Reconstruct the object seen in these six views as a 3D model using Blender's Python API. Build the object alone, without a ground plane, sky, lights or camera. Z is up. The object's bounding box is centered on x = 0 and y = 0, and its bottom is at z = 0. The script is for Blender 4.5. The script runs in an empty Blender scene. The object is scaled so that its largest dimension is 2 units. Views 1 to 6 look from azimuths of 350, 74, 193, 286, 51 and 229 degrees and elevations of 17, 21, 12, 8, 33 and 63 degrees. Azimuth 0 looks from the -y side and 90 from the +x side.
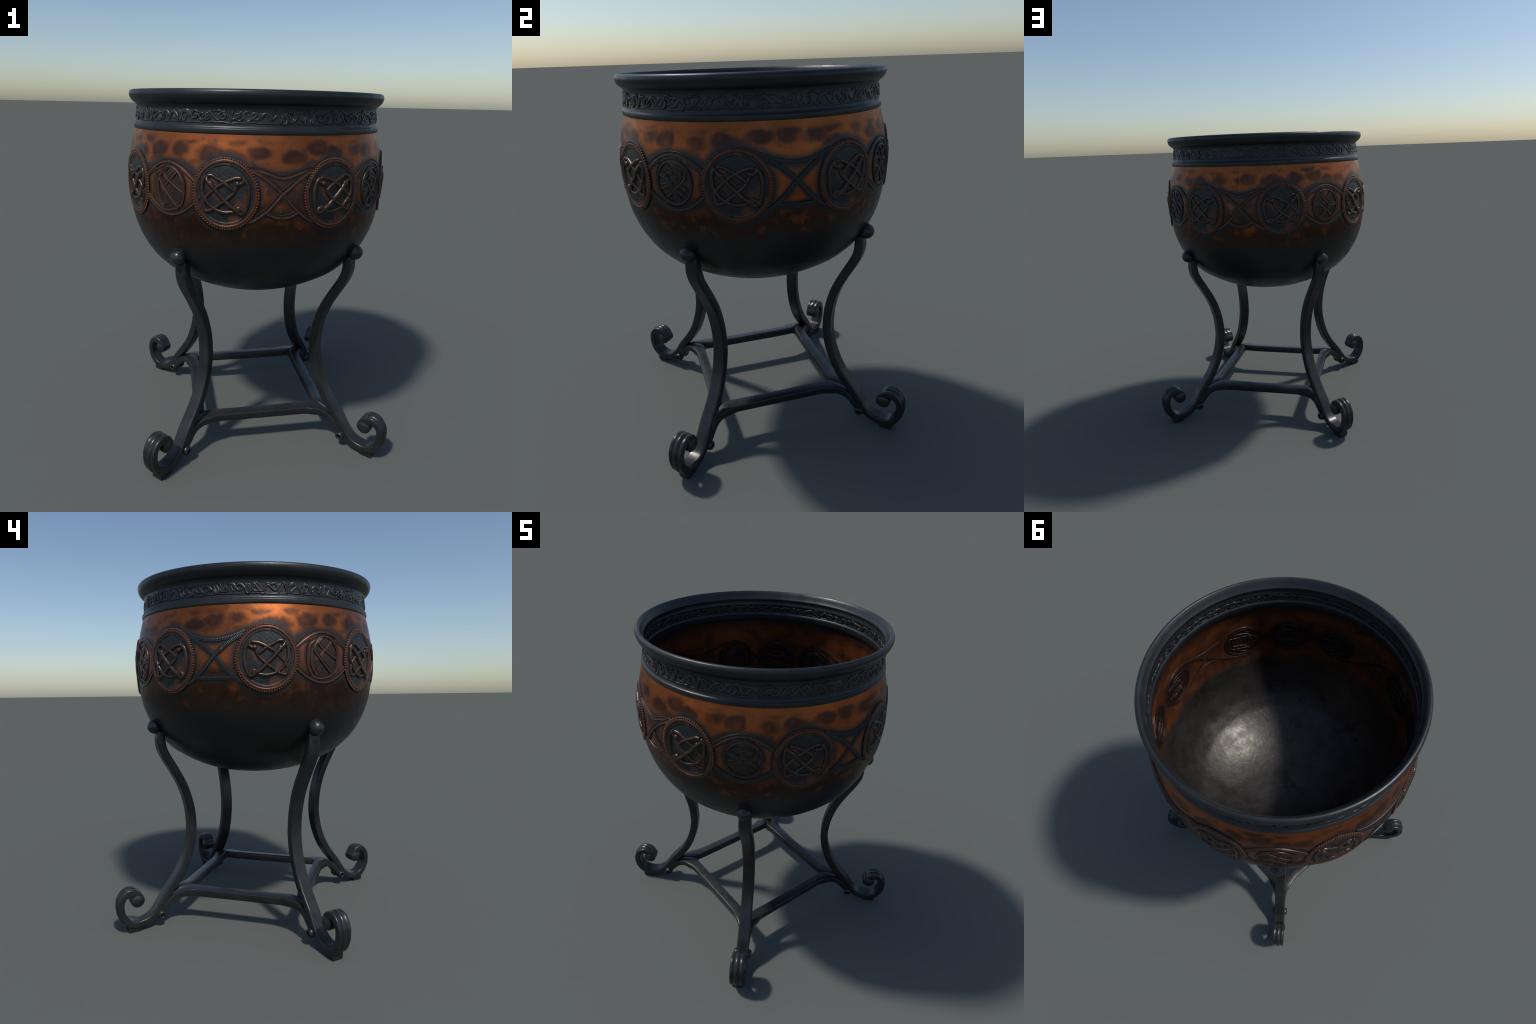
# Copper cauldron with knotwork medallions on a forged iron stand.
import bpy, math, random
import numpy as np
from mathutils import Vector

random.seed(7)
rng = np.random.default_rng(7)
D2R = math.pi / 180.0

# ---------------------------------------------------------------- utilities
def catmull(pts, n=12, closed=False):
    """Centripetal-ish smooth curve through control points (any dimension)."""
    P = np.asarray(pts, float)
    m = len(P)
    out = []
    rngi = range(m if closed else m - 1)
    for i in rngi:
        if closed:
            p0, p1, p2, p3 = P[(i - 1) % m], P[i], P[(i + 1) % m], P[(i + 2) % m]
        else:
            p1, p2 = P[i], P[i + 1]
            p0 = P[i - 1] if i > 0 else 2 * p1 - p2
            p3 = P[i + 2] if i + 2 < m else 2 * p2 - p1
        for k in range(n):
            t = k / n
            out.append(0.5 * ((2 * p1) + (-p0 + p2) * t + (2 * p0 - 5 * p1 + 4 * p2 - p3) * t * t
                              + (-p0 + 3 * p1 - 3 * p2 + p3) * t ** 3))
    if not closed:
        out.append(P[-1])
    return np.array(out)


def resample(C, n, closed=False):
    C = np.asarray(C, float)
    if closed:
        C = np.vstack([C, C[:1]])
    s = np.concatenate([[0], np.cumsum(np.linalg.norm(np.diff(C, axis=0), axis=1))])
    t = np.linspace(0, s[-1], n + 1 if closed else n)
    if closed:
        t = t[:-1]
    return np.stack([np.interp(t, s, C[:, k]) for k in range(C.shape[1])], 1)


def smooth01(x):
    x = np.clip(x, 0, 1)
    return x * x * (3 - 2 * x)


class Builder:
    """Collects vertices and faces of one mesh."""
    def __init__(self):
        self.v, self.f, self.m = [], [], []

    def grid(self, G, close_u=False, close_v=False, mat=0, flip=False):
        """G: array (nu, nv, 3)."""
        nu, nv, _ = G.shape
        base = len(self.v)
        self.v.extend(map(tuple, G.reshape(-1, 3)))
        for i in range(nu if close_u else nu - 1):
            i2 = (i + 1) % nu
            for j in range(nv if close_v else nv - 1):
                j2 = (j + 1) % nv
                q = (base + i * nv + j, base + i2 * nv + j, base + i2 * nv + j2, base + i * nv + j2)
                self.f.append(q[::-1] if flip else q)
                self.m.append(mat)
        return base

    def cap(self, idx, mat=0, flip=False):
        idx = list(idx)
        c = np.mean([self.v[i] for i in idx], axis=0)
        self.v.append(tuple(c))
        ci = len(self.v) - 1
        for a, b in zip(idx, idx[1:] + idx[:1]):
            self.f.append((ci, b, a) if flip else (ci, a, b))
            self.m.append(mat)

    def mesh(self, name, mats, angle=40, recalc=True):
        me = bpy.data.meshes.new(name)
        me.from_pydata(self.v, [], self.f)
        for mt in mats:
            me.materials.append(mt)
        me.polygons.foreach_set("material_index", self.m)
        me.update()
        import bmesh
        bm = bmesh.new()
        bm.from_mesh(me)
        bmesh.ops.remove_doubles(bm, verts=bm.verts, dist=1e-6)
        if recalc:
            bmesh.ops.recalc_face_normals(bm, faces=bm.faces)
        bm.to_mesh(me)
        bm.free()
        me.shade_smooth()
        if angle:
            me.set_sharp_from_angle(angle=angle * D2R)
        return me


def add(name, me, parent, rot=0.0):
    ob = bpy.data.objects.new(name, me)
    bpy.context.scene.collection.objects.link(ob)
    ob.parent = parent
    ob.rotation_euler = (0, 0, rot)
    return ob


# ---------------------------------------------------------------- materials
class X:
    """A tiny expression wrapper: operators make Math nodes."""
    def __init__(self, nt, s):
        self.nt, self.s = nt, s

    def op(self, kind, *args, clamp=False):
        n = self.nt.nodes.new("ShaderNodeMath")
        n.operation = kind
        n.use_clamp = clamp
        for i, a in enumerate((self,) + args):
            if isinstance(a, X):
                self.nt.links.new(a.s, n.inputs[i])
            else:
                n.inputs[i].default_value = a
        return X(self.nt, n.outputs[0])

    def __add__(self, o): return self.op("ADD", o)
    __radd__ = __add__
    def __sub__(self, o): return self.op("SUBTRACT", o)
    def __rsub__(self, o): return (self * -1.0) + o
    def __mul__(self, o): return self.op("MULTIPLY", o)
    __rmul__ = __mul__
    def __truediv__(self, o): return self.op("DIVIDE", o)
    def abs(self): return self.op("ABSOLUTE")
    def sqrt(self): return self.op("SQRT")
    def max(self, o): return self.op("MAXIMUM", o)
    def min(self, o): return self.op("MINIMUM", o)

    def step(self, lo, hi, a=0.0, b=1.0):
        n = self.nt.nodes.new("ShaderNodeMapRange")
        n.interpolation_type = "SMOOTHSTEP"
        self.nt.links.new(self.s, n.inputs["Value"])
        if lo > hi:
            lo, hi, a, b = hi, lo, b, a
        for k, v in (("From Min", lo), ("From Max", hi), ("To Min", a), ("To Max", b)):
            n.inputs[k].default_value = v
        return X(self.nt, n.outputs["Result"])


class Mat:
    def __init__(self, name):
        self.m = bpy.data.materials.new(name)
        self.m.use_nodes = True
        self.nt = self.m.node_tree
        self.b = self.nt.nodes["Principled BSDF"]
        self.tc = self.nt.nodes.new("ShaderNodeTexCoord")
        sp = self.nt.nodes.new("ShaderNodeSeparateXYZ")
        self.obj = self.tc.outputs["Object"]
        self.nt.links.new(self.obj, sp.inputs[0])
        self.x, self.y, self.z = (X(self.nt, sp.outputs[i]) for i in range(3))

    def vec(self, a, b, c):
        n = self.nt.nodes.new("ShaderNodeCombineXYZ")
        for i, s in enumerate((a, b, c)):
            if isinstance(s, X):
                self.nt.links.new(s.s, n.inputs[i])
            else:
                n.inputs[i].default_value = s
        return n.outputs[0]

    def noise(self, scale, detail=3.0, rough=0.55, vec=None, distort=0.0):
        n = self.nt.nodes.new("ShaderNodeTexNoise")
        n.inputs["Scale"].default_value = scale
        n.inputs["Detail"].default_value = detail
        n.inputs["Roughness"].default_value = rough
        n.inputs["Distortion"].default_value = distort
        self.nt.links.new(vec or self.obj, n.inputs["Vector"])
        return X(self.nt, n.outputs["Fac"])

    def voronoi(self, scale, vec=None, feature="F1", rand=1.0):
        n = self.nt.nodes.new("ShaderNodeTexVoronoi")
        n.feature = feature
        n.inputs["Scale"].default_value = scale
        n.inputs["Randomness"].default_value = rand
        self.nt.links.new(vec or self.obj, n.inputs["Vector"])
        return X(self.nt, n.outputs["Distance"])

    def mix(self, fac, a, b):
        n = self.nt.nodes.new("ShaderNodeMix")
        n.data_type = "RGBA"
        n.clamp_factor = True
        if isinstance(fac, X):
            self.nt.links.new(fac.s, n.inputs[0])
        else:
            n.inputs[0].default_value = fac
        for i, c in ((6, a), (7, b)):
            if isinstance(c, tuple):
                n.inputs[i].default_value = (*c, 1)
            else:
                self.nt.links.new(c, n.inputs[i])
        return n.outputs[2]

    def set(self, key, v):
        if isinstance(v, X):
            v = v.s
        if isinstance(v, bpy.types.NodeSocket):
            self.nt.links.new(v, self.b.inputs[key])
        elif isinstance(v, tuple):
            self.b.inputs[key].default_value = (*v, 1)
        else:
            self.b.inputs[key].default_value = v

    def bump(self, h, strength=0.3, dist=0.004):
        n = self.nt.nodes.new("ShaderNodeBump")
        n.inputs["Strength"].default_value = strength
        n.inputs["Distance"].default_value = dist
        self.nt.links.new(h.s, n.inputs["Height"])
        self.nt.links.new(n.outputs[0], self.b.inputs["Normal"])


IRON = (0.026, 0.0262, 0.0265)
PATINA = (0.0165, 0.0170, 0.0168)
COPPER = (0.37, 0.105, 0.029)
COPPER_WARM = (0.29, 0.080, 0.024)
BLOTCH = (0.060, 0.028, 0.021)


def iron_material(name, col=IRON, rough=0.36, bump=0.12):
    M = Mat(name)
    n = M.noise(9, 4)
    M.set("Base Color", M.mix(n.step(0.35, 0.7), tuple(c * 0.85 for c in col), tuple(c * 1.2 for c in col)))
    M.set("Metallic", 0.35)
    M.set("Roughness", M.noise(22, 3).step(0.3, 0.7, rough - 0.05, rough + 0.07))
    M.bump(M.noise(45, 3), bump, 0.003)
    return M.m


def folded_angle(M):
    """Angle in degrees from the nearest quarter point (0 = crossing, 45 = roundel)."""
    az = M.x.op("ARCTAN2", M.y * -1.0) * (180.0 / math.pi)
    a = (az + 405.0).op("FLOORED_MODULO", 90.0)
    return az, (a - 45.0).abs()


def pattern_masks(M, inner=False):
    az, a = folded_angle(M)
    z = M.z
    w = (M.noise(14, 3) - 0.5) * 0.02
    med = ((((a - 21.0) / 12.9).op("POWER", 2.0)) + ((z - 1.543) / 0.168).op("POWER", 2.0)).sqrt()
    m_med = (med + w).step(1.24, 1.0)
    arch = ((((45.0 - a) / 15.5).op("POWER", 2.0)) + ((z - 1.555) / 0.121).op("POWER", 2.0)).sqrt()
    m_arch = ((arch - 0.97).abs() + w).step(0.34, 0.10)
    rnd = ((((45.0 - a) / 8.0).op("POWER", 2.0)) + ((z - 1.557) / 0.104).op("POWER", 2.0)).sqrt()
    m_rnd = (rnd + w).step(1.35, 1.0)
    near = a.step(13.5, 10.5)
    xu = (z - 1.559) - (a * 0.0122 - (a * a) * 0.00032)
    xl = (z - 1.559) + (a * 0.0155 - (a * a) * 0.00032)
    m_x = (xu.abs().min(xl.abs()) + w * 0.4).step(0.042, 0.012) * near
    top = (z - 1.632) - (a * a) * 0.00030
    m_t = (top.abs() + w * 0.4).step(0.046, 0.012) * near
    bot = (z - 1.448) - (a * a) * 0.00035
    m_b = (bot.abs() + w * 0.4).step(0.032, 0.013) * a.step(8.5, 6.5)
    return az, a, m_med, m_arch, m_rnd, m_x.max(m_t).max(m_b)


def copper_material():
    M = Mat("patinated_copper")
    z = M.z
    az, a, m_med, m_arch, m_rnd, m_x = pattern_masks(M)
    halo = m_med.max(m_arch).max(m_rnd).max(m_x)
    # base copper with warm drift and fine grain
    base = M.mix(M.noise(7, 4).step(0.35, 0.65), COPPER, COPPER_WARM)
    base = M.mix(M.noise(90, 4).step(0.35, 0.75, 0.0, 0.25), base, (0.22, 0.08, 0.03))
    # heat blotches in a loose row under the collar
    wob = (M.noise(9, 3) - 0.5) * 0.9
    p = M.vec(az * (1 / 10.4) + wob * 0.7, (z - 1.702) * (1 / 0.080) + wob * 0.6, 0.37)
    cell = M.voronoi(1.0, p, rand=0.6)
    row = (z + (M.noise(5, 2) - 0.5) * 0.06).step(1.79, 1.765) * z.step(1.66, 1.70)
    spots = (cell + (M.noise(26, 4) - 0.5) * 0.25).step(0.62, 0.32) * row
    spots = spots * M.noise(11, 3).step(0.30, 0.58, 0.7, 1.0)
    base = M.mix(spots * 0.95, base, BLOTCH)
    mott = M.noise(24, 3).step(0.52, 0.70) * z.step(1.60, 1.68) * z.step(1.80, 1.76)
    base = M.mix(mott * 0.45, base, (0.10, 0.042, 0.026))
    # fine brown clouding everywhere
    cloud = M.noise(12, 5, 0.6).step(0.52, 0.72)
    base = M.mix(cloud * 0.55, base, (0.12, 0.05, 0.028))
    # fire-blackened belly, breaking up into copper patches
    edge = z + (M.noise(9, 3, 0.55) - 0.5) * 0.42
    belly = (z + (M.noise(6, 4) - 0.5) * 0.20).step(1.45, 1.22)
    brown = edge.step(1.56, 1.40)
    base = M.mix(brown * 0.9, base, (0.037, 0.0240, 0.0190))
    col = M.mix(belly, base, PATINA)
    fleck = M.noise(15, 2).step(0.54, 0.68) * z.step(1.29, 1.36) * z.step(1.46, 1.42)
    col = M.mix(fleck * 0.65, col, (0.20, 0.060, 0.021))
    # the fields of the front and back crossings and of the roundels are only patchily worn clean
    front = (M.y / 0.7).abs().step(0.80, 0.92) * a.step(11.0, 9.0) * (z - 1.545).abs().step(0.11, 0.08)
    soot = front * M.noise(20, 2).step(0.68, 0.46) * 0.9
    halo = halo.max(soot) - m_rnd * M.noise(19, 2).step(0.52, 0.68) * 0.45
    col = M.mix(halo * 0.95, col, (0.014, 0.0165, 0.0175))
    # copper showing inside crossings, worn through
    M.set("Base Color", col)
    dark = belly.max(halo)
    M.set("Metallic", dark.step(0, 1, 0.9, 0.4))
    M.set("Roughness", M.noise(18, 3).step(0.3, 0.7, 0.33, 0.43))
    M.bump(M.noise(60, 4) + M.noise(170, 2) * 0.4, 0.12, 0.003)
    return M.m


def lining_material():
    M = Mat("bowl_lining")
    z = M.z
    az, a, m_med, m_arch, m_rnd, m_x = pattern_masks(M, True)
    d = ((((a - 21.0) / 10.0).op("POWER", 2.0)) + ((z - 1.543) / 0.118).op("POWER", 2.0)).sqrt()
    d2 = ((((45.0 - a) / 10.5).op("POWER", 2.0)) + ((z - 1.538) / 0.118).op("POWER", 2.0)).sqrt()
    n = (M.noise(25, 4) - 0.5) * 0.5
    disc = (d.min(d2) + n).step(1.12, 0.85)
    base = M.mix(M.noise(10, 5, 0.6).step(0.4, 0.68), (0.26, 0.076, 0.022), (0.10, 0.036, 0.019))
    base = M.mix(disc * 0.85, base, (0.014, 0.013, 0.013))
    belt = ((z - 1.542).abs() + (M.noise(18, 4, 0.6) - 0.5) * 0.10).step(0.155, 0.095)
    base = M.mix(belt * 0.42, base, (0.020, 0.014, 0.012))
    edge = z + (M.noise(7, 4, 0.6) - 0.5) * 0.16
    top = (z + (M.noise(6, 3) - 0.5) * 0.05).step(1.72, 1.80)
    base = M.mix(top * 0.8, base, (0.05, 0.022, 0.015))
    grey = M.mix(M.noise(6, 5, 0.65).step(0.35, 0.7), (0.035, 0.032, 0.030), (0.058, 0.053, 0.049))
    grey = M.mix(M.noise(4, 5, 0.7).step(0.54, 0.64) * 0.75, grey, (0.018, 0.0145, 0.013))
    low = edge.step(1.44, 1.32)
    M.set("Base Color", M.mix(low, base, grey))
    M.set("Metallic", low.step(0, 1, 0.6, 0.65))
    M.set("Roughness", M.noise(16, 4).step(0.3, 0.7, 0.34, 0.48))
    h = M.noise(14, 6, 0.6, distort=1.5) + M.noise(55, 4) * 0.35
    scr = M.nt.nodes.new("ShaderNodeMapping")
    scr.inputs["Rotation"].default_value = (0.3, 0.2, 0.7)
    scr.inputs["Scale"].default_value = (6, 60, 40)
    M.nt.links.new(M.obj, scr.inputs["Vector"])
    h = h + M.noise(1.6, 3, 0.6, vec=scr.outputs[0]).step(0.60, 0.72) * 0.25
    M.bump(h, 0.26, 0.006)
    return M.m


def strap_material(name, hi, lo, scale=60, rough=0.42, metal=0.5):
    M = Mat(name)
    f = M.noise(scale, 3).step(0.3, 0.7)
    M.set("Base Color", M.mix(f, hi, lo))
    M.set("Metallic", metal)
    M.set("Roughness", rough)
    M.bump(M.noise(110, 3), 0.25, 0.002)
    return M.m


def disc_material(name):
    """Blackened medallion field with copper showing through in places."""
    M = Mat(name)
    worn = (M.noise(11, 2, 0.5)).step(0.54, 0.72)
    c = M.mix(M.noise(80, 3).step(0.35, 0.65), (0.012, 0.0145, 0.0155), (0.024, 0.028, 0.029))
    M.set("Base Color", M.mix(worn * 0.8, c, (0.12, 0.045, 0.022)))
    M.set("Metallic", 0.4)
    M.set("Roughness", 0.45)
    M.bump(M.noise(110, 4, distort=1.0), 0.4, 0.004)
    return M.m


mat_iron = iron_material("wrought_iron", rough=0.31)
mat_collar = iron_material("blackened_collar", (0.021, 0.0235, 0.026), 0.38, 0.08)
mat_frieze = iron_material("frieze_relief", (0.030, 0.0285, 0.0285), 0.32, 0.3)
mat_copper = copper_material()
mat_lining = lining_material()
mat_ring = strap_material("ring_copper", (0.115, 0.036, 0.015), (0.065, 0.026, 0.015), 45)
mat_knot = strap_material("knot_bronze", (0.080, 0.046, 0.033), (0.044, 0.031, 0.026), rough=0.32, metal=0.65)
mat_strap = strap_material("strap_brown", (0.074, 0.032, 0.019), (0.042, 0.026, 0.021))
mat_rope = strap_material("strap_grey", (0.030, 0.031, 0.031), (0.018, 0.020, 0.021), 120)
mat_strap_dark = strap_material("strap_dark", (0.046, 0.029, 0.023), (0.026, 0.023, 0.022))
mat_inner_strap = strap_material("inner_strap", (0.06, 0.026, 0.017), (0.016, 0.012, 0.011), 40)
mat_disc = disc_material("medallion_field")

# ---------------------------------------------------------------- bowl profile
OUTER = [(0.0, .901), (.06, .9015), (.12, .9035), (.20, .9135), (.30, .938), (.40, .9795), (.50, 1.037), (.55, 1.078),
         (.60, 1.131), (.645, 1.203), (.678, 1.278), (.698, 1.350), (.708, 1.42), (.713, 1.49), (.7135, 1.55),
         (.710, 1.62), (.700, 1.69), (.688, 1.745), (.675, 1.795), (.666, 1.83)]
outer_c = resample(catmull(OUTER, 16), 180)


def profile_normals(C):
    t = np.gradient(C, axis=0)
    n = np.stack([t[:, 1], -t[:, 0]], 1)
    return n / np.linalg.norm(n, axis=1)[:, None]


outer_n = profile_normals(outer_c)
wall = np.interp(outer_c[:, 1], [.9, 1.0, 1.6, 1.72, 1.80], [.016, .017, .018, .014, .009])
inner_c = outer_c - outer_n * wall[:, None]
inner_c[0, 0] = 0.0
inner_c[:, 0] = np.maximum(inner_c[:, 0], 0)

COLLAR_OUT = [(.662, 1.806), (.671, 1.8065), (.6745, 1.809), (.676, 1.815), (.676, 1.826), (.6745, 1.831),
              (.670, 1.835), (.6665, 1.840), (.6645, 1.848), (.6615, 1.870), (.6585, 1.895), (.6572, 1.912),
              (.6585, 1.924), (.664, 1.933), (.677, 1.9425), (.6885, 1.956), (.6945, 1.971), (.6955, 1.981),
              (.6930, 1.991), (.6875, 1.9975), (.680, 2.000)]
COLLAR_IN = [(.680, 2.000), (.6750, 1.9975), (.6670, 1.987), (.660, 1.973), (.6540, 1.963), (.6500, 1.9570),
             (.6500, 1.950), (.6525, 1.943), (.6515, 1.930), (.6495, 1.921), (.6500, 1.916), (.6525, 1.910),
             (.6545, 1.890), (.6560, 1.870), (.6520, 1.863), (.6490, 1.856), (.6495, 1.842), (.6520, 1.828), (.6575, 1.818), (.6610, 1.808), (.662, 1.806)]
collar_oc = catmull(COLLAR_OUT, 6)
collar_ic = catmull(COLLAR_IN, 6)


def make_surface(C, sign):
    """Returns f(az_deg, z, h): a point on the lathed curve C, lifted by h along its normal."""
    order = np.argsort(C[:, 1])
    zz, rr = C[order, 1], C[order, 0]
    zs = np.linspace(zz[0], zz[-1], 400)
    rs = np.interp(zs, zz, rr)
    k = np.ones(9) / 9
    rsm = np.convolve(np.pad(rs, 4, mode="edge"), k, mode="valid")
    slope = np.gradient(rsm, zs)

    def f(az, z, h):
        az, z, h = (np.asarray(q, float) for q in (az, z, h))
        r = np.interp(z, zs, rs)
        dr = np.interp(z, zs, slope)
        inv = 1 / np.sqrt(1 + dr * dr)
        rr_ = r + sign * h * inv
        z_ = z - sign * h * dr * inv
        a = az * D2R
        return np.stack(np.broadcast_arrays(rr_ * np.sin(a), -rr_ * np.cos(a), z_), -1)
    return f


body_mask = outer_c[:, 1] > 1.0
surf = make_surface(outer_c[body_mask], 1)
surf_in = make_surface(inner_c[inner_c[:, 1] > 1.0], -1)
neck = make_surface(collar_oc[(collar_oc[:, 1] > 1.838) & (collar_oc[:, 1] < 1.93)], 1)
neck_in = make_surface(collar_ic[(collar_ic[:, 1] > 1.866) & (collar_ic[:, 1] < 1.914)], -1)


def lathe(C, n=256):
    a = np.linspace(0, 2 * math.pi, n, endpoint=False)
    return np.stack([np.outer(np.sin(a), C[:, 0]), np.outer(-np.cos(a), C[:, 0]),
                     np.tile(C[:, 1], (n, 1))], -1)


# sweep a raised band along a path drawn in (degrees, z) on a lathed surface
R_MEAN = 0.705


def band(B, S, path, width, height, closed=False, section=None, mod=None, mat=0, r_mean=R_MEAN, sink=0.003, taper=False):
    P = np.asarray(path, float)
    M = np.stack([P[:, 0] * D2R * r_mean, P[:, 1]], 1)
    if closed:
        T = np.roll(M, -1, 0) - np.roll(M, 1, 0)
    else:
        T = np.gradient(M, axis=0)
    T /= np.linalg.norm(T, axis=1)[:, None] + 1e-9
    N = np.stack([-T[:, 1], T[:, 0]], 1)
    if section is None:
        section = [(-1, None), (-.96, .45), (-.78, .88), (-.45, 1.0), (0, 1.0), (.45, 1.0), (.78, .88), (.96, .45), (1, None)]
    n = len(P)
    w = np.full(n, width / 2)
    hh = np.full(n, float(height)) if np.isscalar(height) else np.asarray(height, float)
    if mod is not None:
        s = np.concatenate([[0], np.cumsum(np.linalg.norm(np.diff(M, axis=0), axis=1))])
        hm, wm = mod(s)
        hh = hh * hm
        w = w * wm
    if taper and not closed:
        k = np.linspace(0, 1, n)
        e = np.sqrt(np.clip(np.minimum(k, 1 - k) / float(taper), 0, 1))
        w = w * (0.15 + 0.85 * e)
        hh = hh * (0.3 + 0.7 * e)
    cols = []
    for u, v in section:
        Q = M + N * (w * u)[:, None]
        h = np.full(n, -sink) if v is None else hh * v
        cols.append(S(Q[:, 0] / (D2R * r_mean), Q[:, 1], h))
    G = np.stack(cols, 1)
    base = B.grid(G, close_u=closed, mat=mat)
    if not closed:
        k = G.shape[1]
        B.cap(range(base, base + k), mat)
        B.cap(range(base + (n - 1) * k, base + n * k), mat, flip=True)


ROUND = [(-1, None), (-1.0, .25), (-.86, .62), (-.5, .92), (0, 1.0), (.5, .92), (.86, .62), (1.0, .25), (1, None)]
GROOVED = [(-1, None), (-.97, .6), (-.84, 1.0), (-.66, .96), (-.5, .72), (0, .66), (.5, .72), (.66, .96), (.84, 1.0), (.97, .6), (1, None)]

# ---------------------------------------------------------------- the thing
thing = bpy.data.objects.new("cauldron", None)
bpy.context.scene.collection.objects.link(thing)
thing["label"] = "patinated copper cauldron with knotwork medallions on scrolled iron stand"
thing["category"] = "cauldron"

# ---- bowl: outer skin and lining as one shell
B = Builder()
B.grid(lathe(outer_c, 288), close_u=True, mat=0)
B.grid(lathe(inner_c[::-1], 288), close_u=True, mat=1)
bowl = add("bowl", B.mesh("bowl", [mat_copper, mat_lining], 60), thing)

# ---- collar: neck, ridge and rolled lip
B = Builder()
B.grid(lathe(np.vstack([collar_oc, collar_ic[1:-1]]), 288), close_u=True, close_v=True)
collar = add("collar", B.mesh("collar", [mat_collar], 50), thing)

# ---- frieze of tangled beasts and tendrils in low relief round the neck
def frieze(S, z0, z1, seed, r_mean, height):
    r = random.Random(seed)
    B = Builder()
    zc, hz = (z0 + z1) / 2, (z1 - z0) / 2
    # ground lines
    az = np.linspace(0, 360, 480, endpoint=False)
    wav = 0.0012 * np.sin(az * D2R * 23) + 0.001 * np.sin(az * D2R * 61 + 1)
    band(B, S, np.stack([az, z0 + 0.003 + wav], 1), .006, height * .55, closed=True, section=ROUND, r_mean=r_mean)

    def stroke(pts, w, h, closed=False):
        C = catmull(pts, 7, closed)
        C = np.stack([C[:, 0], np.clip(C[:, 1], z0 - .004, z1 + .004)], 1)
        band(B, S, C, w, h, closed=closed, section=ROUND, r_mean=r_mean, taper=.12)

    # long sinuous bodies
    a = 0.0
    while a < 359:
        L = r.uniform(10, 17)
        k = r.choice((1, -1))
        n = 8
        w = r.uniform(.009, .013)
        stroke([(a + L * t / n + r.uniform(-.3, .3), zc + hz * k * (.62 * math.sin(t * 1.9 + r.uniform(-.5, .5)) + r.uniform(-.2, .2))) for t in range(n + 1)], w, height * r.uniform(.55, .9))
        a += L * r.uniform(.62, .85)
    # coils, limbs, heads and leaf spikes caught up in them
    a = 0.0
    while a < 358.5:
        kind = r.choice("OOSRRBBBLV")
        d = r.uniform(3.4, 6.0)
        w = r.uniform(.008, .013)
        h = height * r.uniform(.6, 1.15)
        zo = r.uniform(-.2, .2)
        zz = lambda k: zc + hz * (k + zo)
        j = lambda: r.uniform(-.3, .3)
        if kind == "O":
            n = 7
            rx, rz = d * r.uniform(.26, .36), hz * r.uniform(.45, .75)
            stroke([(a + d / 2 + rx * math.cos(t * 2 * math.pi / n) + j() * .5, zc + hz * zo + rz * (1 + j() * .4) * math.sin(t * 2 * math.pi / n)) for t in range(n)], w, h, True)
        elif kind == "S":
            stroke([(a, zz(-.7)), (a + d * .3, zz(-.85)), (a + d * .55, zz(-.2 + j())), (a + d * .35, zz(.4)), (a + d * .7, zz(.8)), (a + d * 1.2, zz(.4))], w, h)
        elif kind == "V":
            stroke([(a + d * .1, z1 + .004), (a + d * .4, zz(.1)), (a + d * .55, z0 - .003)], w * .8, h)
            stroke([(a + d * .9, z1), (a + d * .7, zz(.1)), (a + d * .55, z0 - .003)], w * .8, h)
        elif kind == "R":
            pts = []
            tw = r.choice((1, -1))
            for t in range(9):
                q = t / 8
                rad = 1 - q * .8
                ang = tw * q * 2.6 * math.pi + r.uniform(0, .6)
                pts.append((a + d / 2 + d * .42 * rad * math.cos(ang), zc + hz * .75 * rad * math.sin(ang)))
            stroke(pts, w * .85, h)
        elif kind == "L":
            stroke([(a, zz(-.85)), (a + d * .6, zz(-.75 + j() * .3)), (a + d * 1.4, zz(-.8))], w * .8, h * .8)
            stroke([(a + d * .2, zz(.6)), (a + d * .8, zz(.75)), (a + d * 1.3, zz(.3 + j()))], w, h)
        else:
            stroke([(a, zz(.1 + j())), (a + d * .35, zz(.5)), (a + d * .7, zz(.15)), (a + d * .9, zz(-.45))], w * 1.7, h * 1.1)
        a += d * r.uniform(.6, .85)
    return B


fr = add("frieze", frieze(neck, 1.853, 1.915, 3, .66, .0056).mesh("frieze", [mat_frieze], 60), collar)
fr["kind"] = "stuff"
fr = add("frieze", frieze(neck_in, 1.868, 1.912, 11, .655, .0045).mesh("inner_frieze", [mat_frieze], 60), collar)
fr["kind"] = "stuff"

# ---- medallions
MED_AZ, MED_Z, MED_RX, MED_RZ = 21.0, 1.543, 12.75, 0.166
RX_M = MED_RX * D2R * R_MEAN


def med_point(u, v):
    return (MED_RX * u, MED_Z + MED_RZ * v)


def ellipse(cx, cz, rx, rz, n=96):
    t = np.linspace(0, 2 * math.pi, n, endpoint=False)
    return np.stack([cx + rx * np.cos(t), cz + rz * np.sin(t)], 1)


def medallion_disc():
    """Raised plate with a cut edge, slightly dished field."""
    B = Builder()
    rad = [1.0, 1.0, .985, .80, .79, .775, .60, .4, .2, .02]
    hgt = [-.004, .0045, .0055, .0055, .005, .0028, .0024, .0026, .0028, .0028]
    t = np.linspace(0, 2 * math.pi, 120, endpoint=False)
    G = []
    for k, h in zip(rad, hgt):
        G.append(surf(MED_RX * k * np.cos(t), MED_Z + MED_RZ * k * np.sin(t), h))
    base = B.grid(np.stack(G, 1), close_u=True)
    nv = len(rad)
    B.cap([base + i * nv + nv - 1 for i in range(120)])
    return B.mesh("medallion_disc", [mat_disc], 35)


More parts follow.
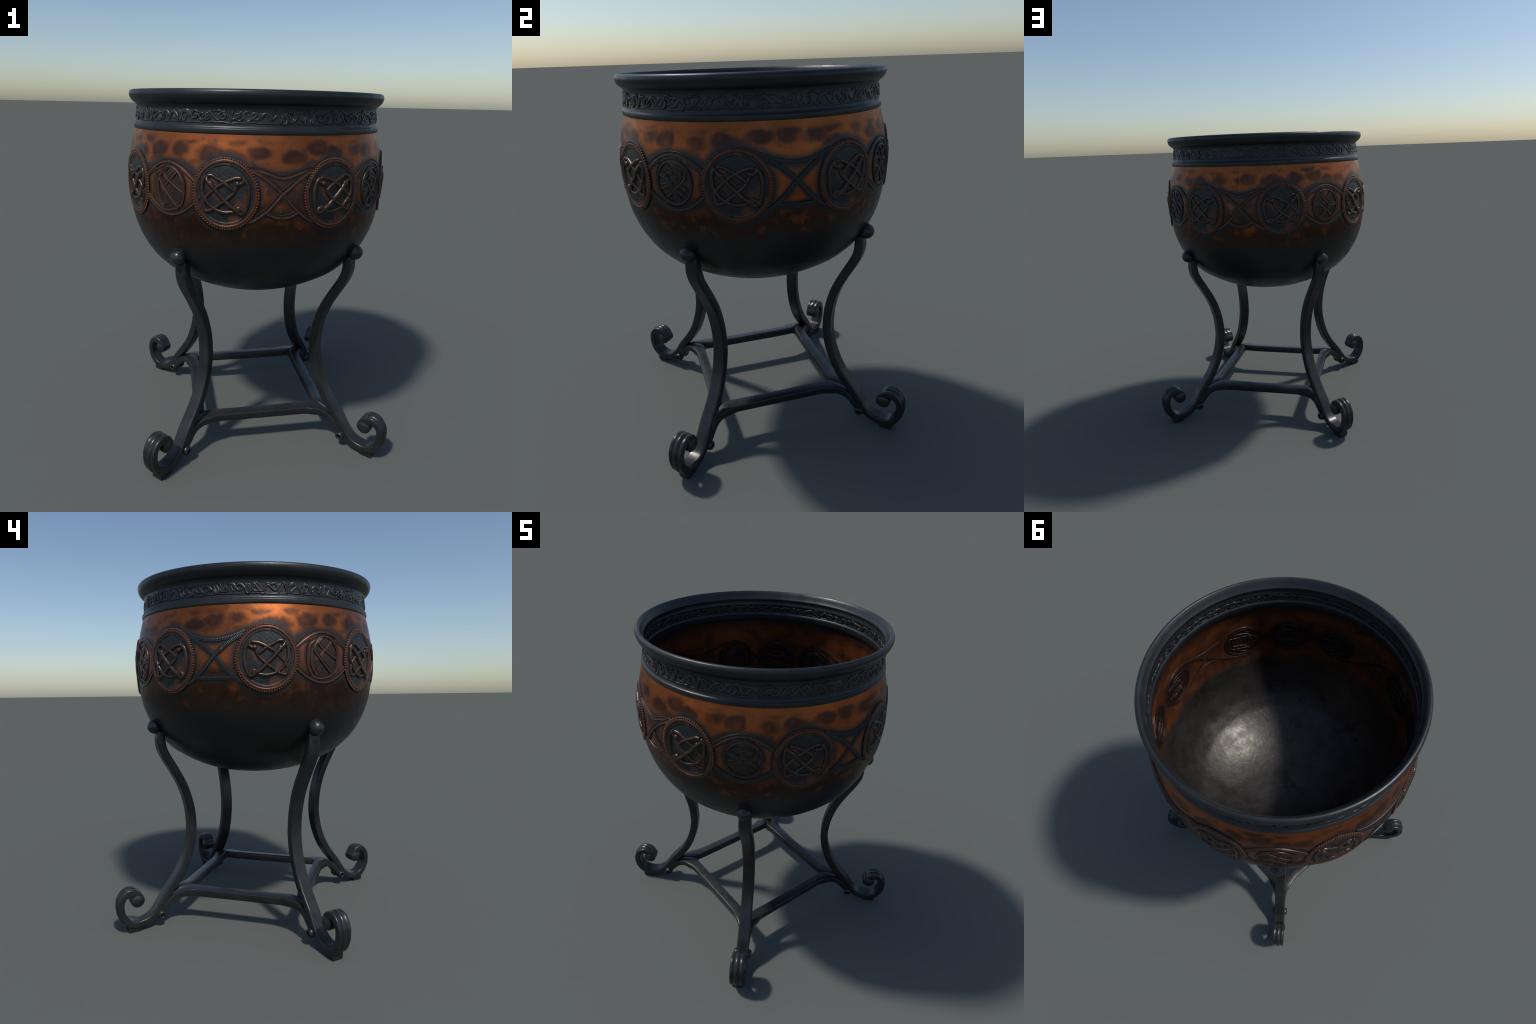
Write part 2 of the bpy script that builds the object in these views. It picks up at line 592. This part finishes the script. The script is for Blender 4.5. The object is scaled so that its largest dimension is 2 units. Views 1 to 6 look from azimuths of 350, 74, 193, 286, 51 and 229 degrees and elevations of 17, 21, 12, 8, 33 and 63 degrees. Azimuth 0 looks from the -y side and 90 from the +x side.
def medallion_ring():
    B = Builder()
    sec = [(-1, None), (-1, .55), (-.9, .72), (-.72, .8), (-.6, .92), (-.2, 1.0), (.3, 1.0), (.6, .92), (.85, .7), (1, .4), (1, None)]
    band(B, surf, ellipse(0, MED_Z, MED_RX * .905, MED_RZ * .905, 120), .0180, .0092, closed=True, section=sec)
    band(B, surf, ellipse(0, MED_Z, MED_RX * .815, MED_RZ * .815, 300), .0075, .0062, closed=True, section=ROUND, mat=1,
         mod=lambda s: (0.8 + 0.2 * np.sin(s / (s[-1] + s[1]) * 2 * math.pi * 100), 1.0 + 0 * s))
    return B.mesh("medallion_ring", [mat_ring, mat_rope], 50)


def medallion_beads(n=76):
    B = Builder()
    for i in range(n):
        t = 2 * math.pi * i / n
        c = np.array(med_point(.968 * math.cos(t), .968 * math.sin(t)))
        th = np.linspace(0, math.pi / 2, 5)
        ph = np.linspace(0, 2 * math.pi, 8, endpoint=False)
        rx, rz = .0063 / (D2R * R_MEAN), .0063
        G = []
        for p in ph:
            G.append(surf(c[0] + rx * np.cos(p) * np.cos(th), c[1] + rz * np.sin(p) * np.cos(th), .0035 + .0068 * np.sin(th)))
        B.grid(np.stack(G, 0), close_u=True)
    return B.mesh("beaded_edge", [mat_ring], 60)


# strands of the knot, in units of the medallion's radii (u right, v up)
KNOT = [
    # outer loop of the left side, sweeping under to the lower right
    [(-.53, .50), (-.63, .40), (-.68, .20), (-.67, .02), (-.59, -.13), (-.48, -.28), (-.33, -.39), (-.15, -.46), (.03, -.485), (.22, -.46), (.36, -.41)],
    # top left lobe crossing to the right
    [(-.53, .50), (-.38, .50), (-.20, .41), (-.03, .33), (.13, .22), (.23, .14), (.28, .11)],
    # top right lobe crossing to the left, then the lower left corner loop
    [(.50, .46), (.30, .45), (.13, .39), (-.03, .32), (-.27, .17), (-.40, .06), (-.52, -.05), (-.62, -.16), (-.64, -.32), (-.60, -.46), (-.48, -.46), (-.32, -.40)],
    # rising diagonal
    [(-.34, -.40), (-.16, -.28), (.0, -.16), (.14, -.05), (.25, .06), (.32, .19), (.36, .29), (.45, .31), (.54, .38), (.50, .47)],
    # main diagonal with a twisted head at each end
    [(-.53, .50), (-.55, .40), (-.47, .31), (-.38, .23), (-.28, .12), (-.14, -.03), (.02, -.17), (.16, -.30), (.30, -.39), (.40, -.47), (.50, -.51), (.54, -.44), (.44, -.36), (.32, -.37)],
    # outer loop of the right side
    [(.50, .47), (.61, .36), (.68, .15), (.68, -.10), (.64, -.32), (.56, -.49), (.46, -.53)],
]
KNOT_W = [.0178, .0182, .0178, .0178, .0220, .0178]
KNOT_H = [.0112, .0120, .0100, .0106, .0140, .0110]


def knot_mesh(mirror):
    B = Builder()
    s = -1 if mirror else 1
    for i, st in enumerate(KNOT):
        C = resample(catmull([med_point(s * u, v) for u, v in st], 10), 60)
        n = len(C)
        ph = np.linspace(0, 3.0 * math.pi * len(st) / 9, n) + i * 1.3
        h = KNOT_H[i] * (1 + .10 * np.sin(ph))
        band(B, surf, C, KNOT_W[i], h, section=ROUND, taper=.03)
    for (u, v, k) in [(-.43, .28, 1.25), (.37, .30, 1.2), (.40, -.40, 1.3)]:   # knuckled heads
        c = med_point(s * u, v)
        th = np.linspace(0, math.pi / 2, 6)
        G = []
        for p in np.linspace(0, 2 * math.pi, 12, endpoint=False):
            G.append(surf(c[0] + .012 * k / (D2R * R_MEAN) * np.cos(p) * np.cos(th), c[1] + .012 * k * np.sin(p) * np.cos(th), .003 + .0112 * np.sin(th)))
        B.grid(np.stack(G, 0), close_u=True)
    return B.mesh("knot", [mat_knot], 60)


disc_me, ring_me, bead_me = medallion_disc(), medallion_ring(), medallion_beads()
knot_me = {-1: knot_mesh(False), 1: knot_mesh(True)}
for q in range(4):
    for side in (-1, 1):
        rot = (q * 90 + side * MED_AZ) * D2R
        m = add("medallion", disc_me, thing, rot)
        for nm, me in (("medallion_ring", ring_me), ("beaded_edge", bead_me), ("knot", knot_me[side])):
            add(nm, me, m)

# ---- crossing straps between medallions (plain at front and back, corded at the sides)
def crossing(corded):
    B = Builder()
    sec = GROOVED
    mod = None
    w, h = .021, .0065
    if corded:
        mod = lambda s: (0.80 + 0.20 * np.sin(s / .0078 * 2 * math.pi), 1.0 + 0 * s)
        sec = [(-1, None), (-.96, .5), (-.82, 1.0), (-.6, .8), (-.45, 1.0), (0, 1.0), (.45, 1.0), (.6, .8), (.82, 1.0), (.96, .5), (1, None)]
        h = .0062
    n = 200
    upper = [(2.3, 1.582), (5, 1.611), (8.6, 1.640), (12.0, 1.660)]
    lower = [(2.0, 1.530), (5, 1.487), (7.3, 1.463), (9.2, 1.445), (11.0, 1.431), (12.7, 1.424)]
    for sgn in (1, -1):
        pts = [(-sgn * a, z) for a, z in upper[::-1]] + [(0, 1.558)] + [(sgn * a, z) for a, z in lower]
        band(B, surf, resample(catmull(pts, 10), n), w, h * (1.0 if sgn > 0 else 1.06), mod=mod, section=sec)
    if corded:
        a = np.linspace(-13.2, 13.2, n)
        z = 1.637 + .00024 * a * a
        band(B, surf, np.stack([a, z], 1), w, h * .93, mod=mod, section=sec)
        a = np.linspace(-8.6, 8.6, n // 2)
        band(B, surf, np.stack([a, 1.452 + .00003 * a * a], 1), w * .95, h * .9, mod=mod, section=sec)
    else:
        top = [(0, 1.626), (2.2, 1.630), (4.4, 1.640), (8, 1.655), (11.2, 1.662), (12.6, 1.661)]
        band(B, surf, resample(catmull([(-a, z) for a, z in top[:0:-1]] + top, 10), n), w, h * .93, section=sec)
        a = np.linspace(-6.4, 6.4, n // 2)
        band(B, surf, np.stack([a, 1.445 + .00072 * a * a], 1), w * .95, h * .9, section=sec)
    return B.mesh("crossing_strap", [mat_rope if corded else mat_strap], 60)


cross_me = [crossing(False), crossing(True)]
for q in range(4):
    add("crossing_strap", cross_me[q % 2], thing, q * 90 * D2R)

# ---- small roundels under arched straps at the leg corners
def roundel(kind):
    B = Builder()
    zc = 1.555
    n = 120
    a = np.linspace(-14.2, 14.2, n)
    lift = np.cos(np.clip(np.abs(a) / 15.2, 0, 1) * math.pi / 2) ** .8
    ss = lambda s: (0.88 + 0.12 * np.sin(s / .009 * 2 * math.pi), 1.0 + 0 * s)
    mod = ss if kind in (1,) else None
    EDGED = GROOVED
    band(B, surf, np.stack([a, zc + .001 + .121 * lift], 1), .021, .0060, mod=mod, section=EDGED)
    band(B, surf, np.stack([a, zc - .003 - .121 * lift], 1), .021, .0060, mod=mod, section=EDGED)
    a2 = np.linspace(-14, 14, n)                                   # inner second arch ends
    lift2 = np.cos(np.clip(np.abs(a2) / 16, 0, 1) * math.pi / 2)
    for lo, hi in ((0, 34), (86, 120)):
        band(B, surf, np.stack([a2, zc + .103 * lift2], 1)[lo:hi], .016, .0035, mod=mod)
    if kind:
        band(B, surf, ellipse(0, zc - .002, 7.4, .096, 80), .0165, .0060, closed=True, section=EDGED)
    e = lambda pts: np.array([(7.5 * u, zc - .002 + .098 * v) for u, v in pts])
    if kind == 0:
        loop = [(-1.4, 1.651), (-4.3, 1.602), (-2.4, 1.561), (.3, 1.524), (4.8, 1.476), (7.1, 1.516), (7.2, 1.593), (3.6, 1.647)]
        band(B, surf, resample(catmull(loop, 12, True), 110, True), .0185, .0064, closed=True, section=EDGED)
        for st in ([(-1.4, 1.651), (-6.2, 1.615), (-7.2, 1.539), (-5.3, 1.471), (-1.6, 1.451), (3.3, 1.462), (5, 1.476)],
                   [(-.6, 1.648), (-5.0, 1.600), (-5.6, 1.539), (-4.2, 1.490), (-2.2, 1.465)],
                   [(-2.6, 1.628), (.4, 1.593), (7.1, 1.544)], [(3.9, 1.632), (-1.9, 1.563)]):
            band(B, surf, resample(catmull(st, 10), 50), .0190, .0055, section=EDGED)
    L = {0: [], 9: [[(-.3, .85), (-.55, .4), (-.5, -.1), (0, -.5), (.45, -.88)], [(-.35, .65), (.2, .2), (.92, -.2)], [(.45, .7), (0, .25), (-.4, -.05)],
             [(-.3, .85), (.2, .9), (.75, .5), (.85, -.2), (.55, -.85)], [(-.75, .3), (-.65, -.4), (-.35, -.85), (.2, -.9)]],
         1: [[(-.85, -.1), (0, .12), (.2, .45)], [(-.5, -.7), (.1, -.25), (.6, .2), (.7, .6)], [(-.3, .75), (.1, .1), (.7, -.35)], [(.1, -.3), (.3, -.9)], [(-.4, .4), (0, .55), (.5, .4)], [(-.8, .35), (-.3, .1), (.05, -.5), (.1, -.85)], [(-.9, -.35), (-.2, -.15), (.5, -.55)]],
         2: [[(-.7, -.6), (0, .1), (.6, .75)], [(-.5, .8), (0, .1), (.75, -.5)], [(-.85, .1), (-.2, -.2), (.2, -.85)], [(.85, .1), (.3, .35), (-.1, .9)], [(-.75, .45), (-.2, .35), (.3, -.15), (.35, -.8)]],
         3: [[(.55, .8), (-.05, .25), (-.4, .05), (-.9, 0)], [(-.6, .8), (0, .3), (.35, 0), (.95, 0)], [(-.45, -.8), (.1, -.25), (.4, 0)], [(-.5, .05), (0, -.25), (.5, -.75)], [(.0, .3), (.38, 0), (0, -.28), (-.4, .05)]]}[kind]
    for i, st in enumerate(L):
        band(B, surf, resample(catmull(e(st), 10), 40), .0205, .0048 + .0010 * (i % 2), mod=mod, section=EDGED)
    return B.mesh("roundel", [mat_strap if kind in (0, 3) else mat_strap_dark], 60)


ROUNDEL_MIX = {45: 1, 135: 2, 225: 3, 315: 0}
for azr, kd in ROUNDEL_MIX.items():
    add("roundel", roundel(kd), thing, azr * D2R)

# ---- engraved knot chain on the inside of the bowl
def inner_chain():
    B = Builder()
    r = random.Random(5)
    zc = 1.542
    for q in range(4):
        base = q * 90
        for c, rx, rz in ((base + 21, 9.3, .104), (base + 45, 9.8, .110), (base + 69, 9.3, .104)):
            band(B, surf_in, ellipse(c, zc, rx, rz, 72), .011, .0042, closed=True, section=GROOVED)
            for i in range(4):                            # slanted loops tangled inside each disc
                t0 = r.uniform(0, math.pi)
                p, k = r.uniform(.55, .85), r.uniform(.25, .5)
                ox, oz = r.uniform(-.2, .2), r.uniform(-.25, .25)
                th = np.linspace(0, 2 * math.pi, 48, endpoint=False)
                e1, e2 = p * np.cos(th), k * np.sin(th) + .12 * np.sin(3 * th + i)
                u = np.clip(ox + e1 * math.cos(t0) - e2 * math.sin(t0), -.95, .95)
                v = np.clip(oz + e1 * math.sin(t0) + e2 * math.cos(t0), -.95, .95)
                band(B, surf_in, np.stack([c + rx * u, zc + rz * v], 1), r.uniform(.007, .0105), r.uniform(.0028, .0046), closed=True, section=ROUND)
        # plain bands above and below each long gap
        a = np.linspace(base - 15, base + 15, 80)
        for sgn in (1, -1):
            z = zc + sgn * (.055 + .050 * (np.abs(a - base) / 15) ** 1.6)
            band(B, surf_in, np.stack([a, z], 1), .011, .0040, section=GROOVED, taper=.12)
    # two cords weaving over and under from disc to disc all the way round
    a = np.linspace(0, 360, 900, endpoint=False)
    m = np.mod(a + 21, 90) - 42                           # -42..0 long gap, 0..48 the three discs
    ph = np.where(m < 0, m / 42, m / 24) * math.pi + np.floor((a + 21) / 90) * 3 * math.pi
    for sgn in (1, -1):
        band(B, surf_in, np.stack([a, zc + sgn * .121 * np.cos(ph)], 1), .0135, .0048, closed=True, section=GROOVED)
    return B.mesh("inner_knot_chain", [mat_inner_strap], 60)


ch = add("knot_chain", inner_chain(), bowl)
ch["kind"] = "stuff"

# ---------------------------------------------------------------- stand
stand = bpy.data.objects.new("stand", None)
bpy.context.scene.collection.objects.link(stand)
stand.parent = thing

LEG = [(.6285, 1.160), (.630, 1.125), (.628, 1.090), (.619, 1.055), (.599, 1.013), (.572, .967), (.544, .918), (.517, .868),
       (.494, .815), (.476, .757), (.463, .700), (.456, .640), (.454, .580), (.460, .520), (.474, .455), (.496, .390),
       (.525, .328), (.560, .274), (.599, .224), (.634, .182), (.664, .137), (.698, .090), (.740, .056), (.787, .0425), (.828, .0425),
       (.861, .056), (.8865, .083), (.902, .118), (.9075, .159), (.902, .195), (.885, .2235), (.862, .2385), (.838, .2395),
       (.818, .229), (.807, .217), (.804, .206)]


def leg_mesh():
    B = Builder()
    C = resample(catmull(LEG, 14), 260)
    s = np.concatenate([[0], np.cumsum(np.linalg.norm(np.diff(C, axis=0), axis=1))])
    q = s / s[-1]
    T = np.gradient(C, axis=0)
    T /= np.linalg.norm(T, axis=1)[:, None]
    N = np.stack([-T[:, 1], T[:, 0]], 1)          # points outward from the axis (rho side)
    i_foot = int(np.argmin(C[:, 1] + (C[:, 0] < .7)))
    qf = q[i_foot]
    th = np.interp(q, [0, .03, .55, qf, qf + .1, .93, .97, 1], [.044, .048, .0485, .042, .038, .037, .044, .050])
    wd = np.interp(q, [0, .04, .5, .66, qf, .9, .97, 1], [.064, .070, .072, .074, .078, .080, .081, .078])
    rib = smooth01((q - qf - .01) / .06) * smooth01((1.0 - q) / .05)
    # cross-section: local a = across (tangential), b = through thickness (+ = N side)
    r0 = .0085
    G = []
    yy = np.linspace(-1, 1, 17)
    for i in range(len(C)):
        hw, ht = wd[i] / 2, th[i] / 2
        sec = []
        cor = [math.pi * k / 8 for k in range(0, 5)]
        # N side of the path is the inner face of the scroll; -N side carries ribs
        for y in np.linspace(-(hw - r0), hw - r0, 9):
            sec.append((y, ht))
        for k in cor[1:4]:
            sec.append((hw - r0 + r0 * math.sin(k), ht - r0 + r0 * math.cos(k)))
        sec.append((hw, ht - r0))
        sec.append((hw, -(ht - r0)))
        for k in cor[1:4]:
            sec.append((hw - r0 + r0 * math.cos(k), -(ht - r0) - r0 * math.sin(k)))
        for y in yy[::-1] * (hw - r0):
            g = y / (hw - r0)
            # three rolls divided by two grooves
            prof = .0050 * math.exp(-(g / .30) ** 2) - .0048 * math.exp(-((abs(g) - .52) / .13) ** 2)
            sec.append((y, -ht - rib[i] * prof))
        for k in cor[1:4]:
            sec.append((-(hw - r0) - r0 * math.sin(k), -(ht - r0) - r0 * math.cos(k)))
        sec.append((-hw, -(ht - r0)))
        sec.append((-hw, ht - r0))
        for k in cor[1:4]:
            sec.append((-(hw - r0) - r0 * math.cos(k), ht - r0 + r0 * math.sin(k)))
        row = []
        for y, b in sec:
            p = C[i] + N[i] * b
            row.append((y, -p[0], p[1]))           # leg stands on the -y axis, rotated later
        G.append(row)
    G = np.array(G)
    # rounded ends: shrink last rings
    def shrink(Gi, c, k):
        return c + (Gi - c) * k
    c1 = G[-1].mean(0)
    tip = np.array([0, -T[-1][0], T[-1][1]])
    extra = [shrink(G[-1], c1, math.cos(a)) * np.array([1, 1, 1]) + tip * .020 * math.sin(a) for a in (.5, .95, 1.3, 1.5)]
    for e in extra:                                # keep most of the width while rounding the roll
        e[:, 0] = G[-1][:, 0] * .96
    c0 = G[0].mean(0)
    up = np.array([0, -.15, 1.0])
    head = [shrink(G[0], c0, k) + up * d for k, d in ((.96, .004), (.80, .010), (.55, .016))]
    G = np.concatenate([np.array(head[::-1]), G, np.array(extra)], 0)
    base = B.grid(G, close_v=True)
    nv = G.shape[1]
    B.cap(range(base, base + nv))
    B.cap(range(base + (len(G) - 1) * nv, base + len(G) * nv), flip=True)
    return B.mesh("leg", [mat_iron], 38)


def eye_mesh():
    """Rounded button where the scroll rolls up, standing a little proud of the leg's sides."""
    B = Builder()
    prof = [(0, .0485), (.010, .0478), (.020, .0450), (.030, .0405), (.0375, .0350), (.0405, .028)]
    prof = prof + [(r, -y) for r, y in prof[::-1]]
    P = catmull(prof, 4)
    t = np.linspace(0, 2 * math.pi, 28, endpoint=False)
    G = np.stack([np.stack([np.full(len(P), 0) + P[:, 1], -(.8090 + P[:, 0] * np.cos(k)), .1880 + P[:, 0] * np.sin(k)], -1) for k in t], 0)
    B.grid(G, close_u=True)
    return B.mesh("scroll_eye", [mat_iron], 50)


def ball_mesh():
    B = Builder()
    c = np.array([.660, 1.193])
    nrm = np.array([.86, -.51]) / np.hypot(.86, .51)
    ax = np.array([-nrm[1], nrm[0]])
    # sphere with a thin flange against the bowl, lathed about the bowl's normal
    pr = [(.0407 * math.sin(a), .0407 * math.cos(a)) for a in np.linspace(0, 2.05, 18)]
    pr += [(.034, -.0185), (.0415, -.020), (.0445, -.0225), (.0445, -.027), (.040, -.029)]
    t = np.linspace(0, 2 * math.pi, 40, endpoint=False)
    G = []
    for k in t:
        row = []
        for r, d in pr:
            p = c + nrm * d + ax * (r * math.sin(k))
            row.append((r * math.cos(k), -p[0], p[1]))
        G.append(row)
    B.grid(np.array(G), close_u=True)
    return B.mesh("ball_finial", [mat_iron], 50)


def pad_mesh():
    B = Builder()
    x, y0, y1, z1 = .031, .797, .868, .040
    b = .003
    lv = [(0.0, b), (b, 0), (z1, 0)]
    G = []
    for z, ins in lv:
        ring = []
        for sx, yy in ((-1, y0 + ins), (1, y0 + ins), (1, y1 - ins), (-1, y1 - ins)):
            ring.append((sx * (x - ins), -yy, z))
        G.append(ring)
    G = np.array(G)
    base = B.grid(G, close_v=True)
    B.cap(range(base, base + 4))
    B.cap(range(base + 8, base + 12), flip=True)
    return B.mesh("foot_pad", [mat_iron], 20)


def curl_mesh(side):
    """Little rolled end of a stretcher bar: a grommet with a hollow eye."""
    B = Builder()
    prof = [(.0, .034), (.0065, .035), (.009, .044), (.0115, .0535), (.0160, .0555), (.0210, .052), (.0255, .044), (.0275, .034), (.027, .020), (.022, .013), (.010, .010), (0, .010)]
    P = catmull(prof, 4)
    t = np.linspace(0, 2 * math.pi, 32, endpoint=False)
    G = np.stack([np.stack([side * P[:, 1], -(.671 + P[:, 0] * np.cos(k)), .0745 + P[:, 0] * np.sin(k)], -1) for k in t], 0)
    B.grid(G, close_u=True)
    return B.mesh("stretcher_curl", [mat_iron], 50)


def bar_mesh():
    """Square stretcher bar at the front, both ends swept down the backs of the legs."""
    s2 = math.sqrt(.5)
    # each station: inner edge (x, d), outer edge (x, d), mid height, thickness
    half = [(0, .3315, 0, .392, .1885, .048), (.10, .3315, .10, .392, .1885, .048), (.19, .3315, .185, .392, .1885, .048),
            (.25, .3315, .237, .3925, .189, .048), (.297, .3318, .272, .3955, .190, .048)]
    # ... and in the frame of the leg: (rho, t) inner, (rho, t) outer
    for r1, t1, r2, t2, z, h in [(.467, .0060, .500, .0770, .190, .047), (.490, .0035, .522, .0610, .1885, .046),
                                 (.520, .0020, .546, .0495, .184, .044), (.552, .0015, .570, .0420, .1755, .042),
                                 (.580, .0015, .592, .0380, .1635, .040), (.605, .0015, .613, .0365, .1465, .039),
                                 (.628, .0015, .634, .0360, .121, .037), (.647, .0015, .651, .0355, .100, .035),
                                 (.659, .0015, .662, .0350, .082, .032)]:
        half.append(((r1 - t1) * s2, (r1 + t1) * s2, (r2 - t2) * s2, (r2 + t2) * s2, z, h))
    pts = [(-a, b, -c, d, z, h) for a, b, c, d, z, h in half[:0:-1]] + half
    K = catmull(pts, 14)
    for _ in range(60):                               # ease the bends
        K[1:-1] = (K[:-2] + 2 * K[1:-1] + K[2:]) / 4
    n = len(K)
    I = np.stack([K[:, 0], K[:, 1], K[:, 4]], 1)
    O = np.stack([K[:, 2], K[:, 3], K[:, 4]], 1)
    C = (I + O) / 2
    T = np.gradient(C, axis=0)
    T /= np.linalg.norm(T, axis=1)[:, None]
    G = []
    for i in range(n):
        side = O[i] - I[i]
        hw = np.linalg.norm(side) / 2
        side /= 2 * hw
        up = np.cross(T[i], side)
        up /= np.linalg.norm(up)
        if up[2] < 0:
            up = -up
        hh, rr = K[i, 5] / 2, .006
        roll = .10 * min(1.0, hw / .030)              # inner edge lies a little higher than the outer one
        sd, u = side * math.cos(roll) - up * math.sin(roll), up * math.cos(roll) + side * math.sin(roll)
        row = []
        for cx, cy, a0 in ((1, 1, 0), (-1, 1, 90), (-1, -1, 180), (1, -1, 270)):
            for k in range(4):
                a = (a0 + k * 30) * D2R
                row.append(C[i] + sd * (cx * (hw - rr) + rr * math.cos(a)) + u * (cy * (hh - rr) + rr * math.sin(a)))
        G.append([(p[0], -p[1], p[2]) for p in row])
    B = Builder()
    G = np.array(G)
    base = B.grid(G, close_v=True)
    nv = G.shape[1]
    B.cap(range(base, base + nv))
    B.cap(range(base + (n - 1) * nv, base + n * nv), flip=True)
    return B.mesh("stretcher_bar", [mat_iron], 38)


def web_mesh():
    """Forged web filling the corner between two bars, running up to the leg."""
    B = Builder()
    G = []
    for rho, hw, zt, zb in [(.462, .010, .206, .170), (.49, .014, .204, .168), (.52, .016, .199, .160), (.55, .016, .190, .155), (.58, .016, .178, .150), (.60, .016, .162, .140)]:
        row = []
        for u, z in ((-1, zb), (-1, zt - .010), (-.55, zt - .004), (0, zt), (.55, zt - .004), (1, zt - .010), (1, zb)):
            row.append((u * hw, -rho, z))
        G.append(row)
    G = np.array(G)
    base = B.grid(G, close_v=True)
    nv = G.shape[1]
    B.cap(range(base, base + nv))
    B.cap(range(base + (len(G) - 1) * nv, base + len(G) * nv), flip=True)
    return B.mesh("corner_web", [mat_iron], 50)


leg_me, ball_me, pad_me, bar_me, web_me, eye_me = leg_mesh(), ball_mesh(), pad_mesh(), bar_mesh(), web_mesh(), eye_mesh()
curl_me = {s: curl_mesh(s) for s in (-1, 1)}
for q in range(4):
    rot = (45 + 90 * q) * D2R
    add("leg", leg_me, stand, rot)
    add("scroll_eye", eye_me, stand, rot)
    add("ball_finial", ball_me, stand, rot)
    add("foot_pad", pad_me, stand, rot)
    add("corner_web", web_me, stand, rot)
    for s in (-1, 1):
        add("stretcher_curl", curl_me[s], stand, rot)
    add("stretcher_bar", bar_me, stand, 90 * q * D2R)
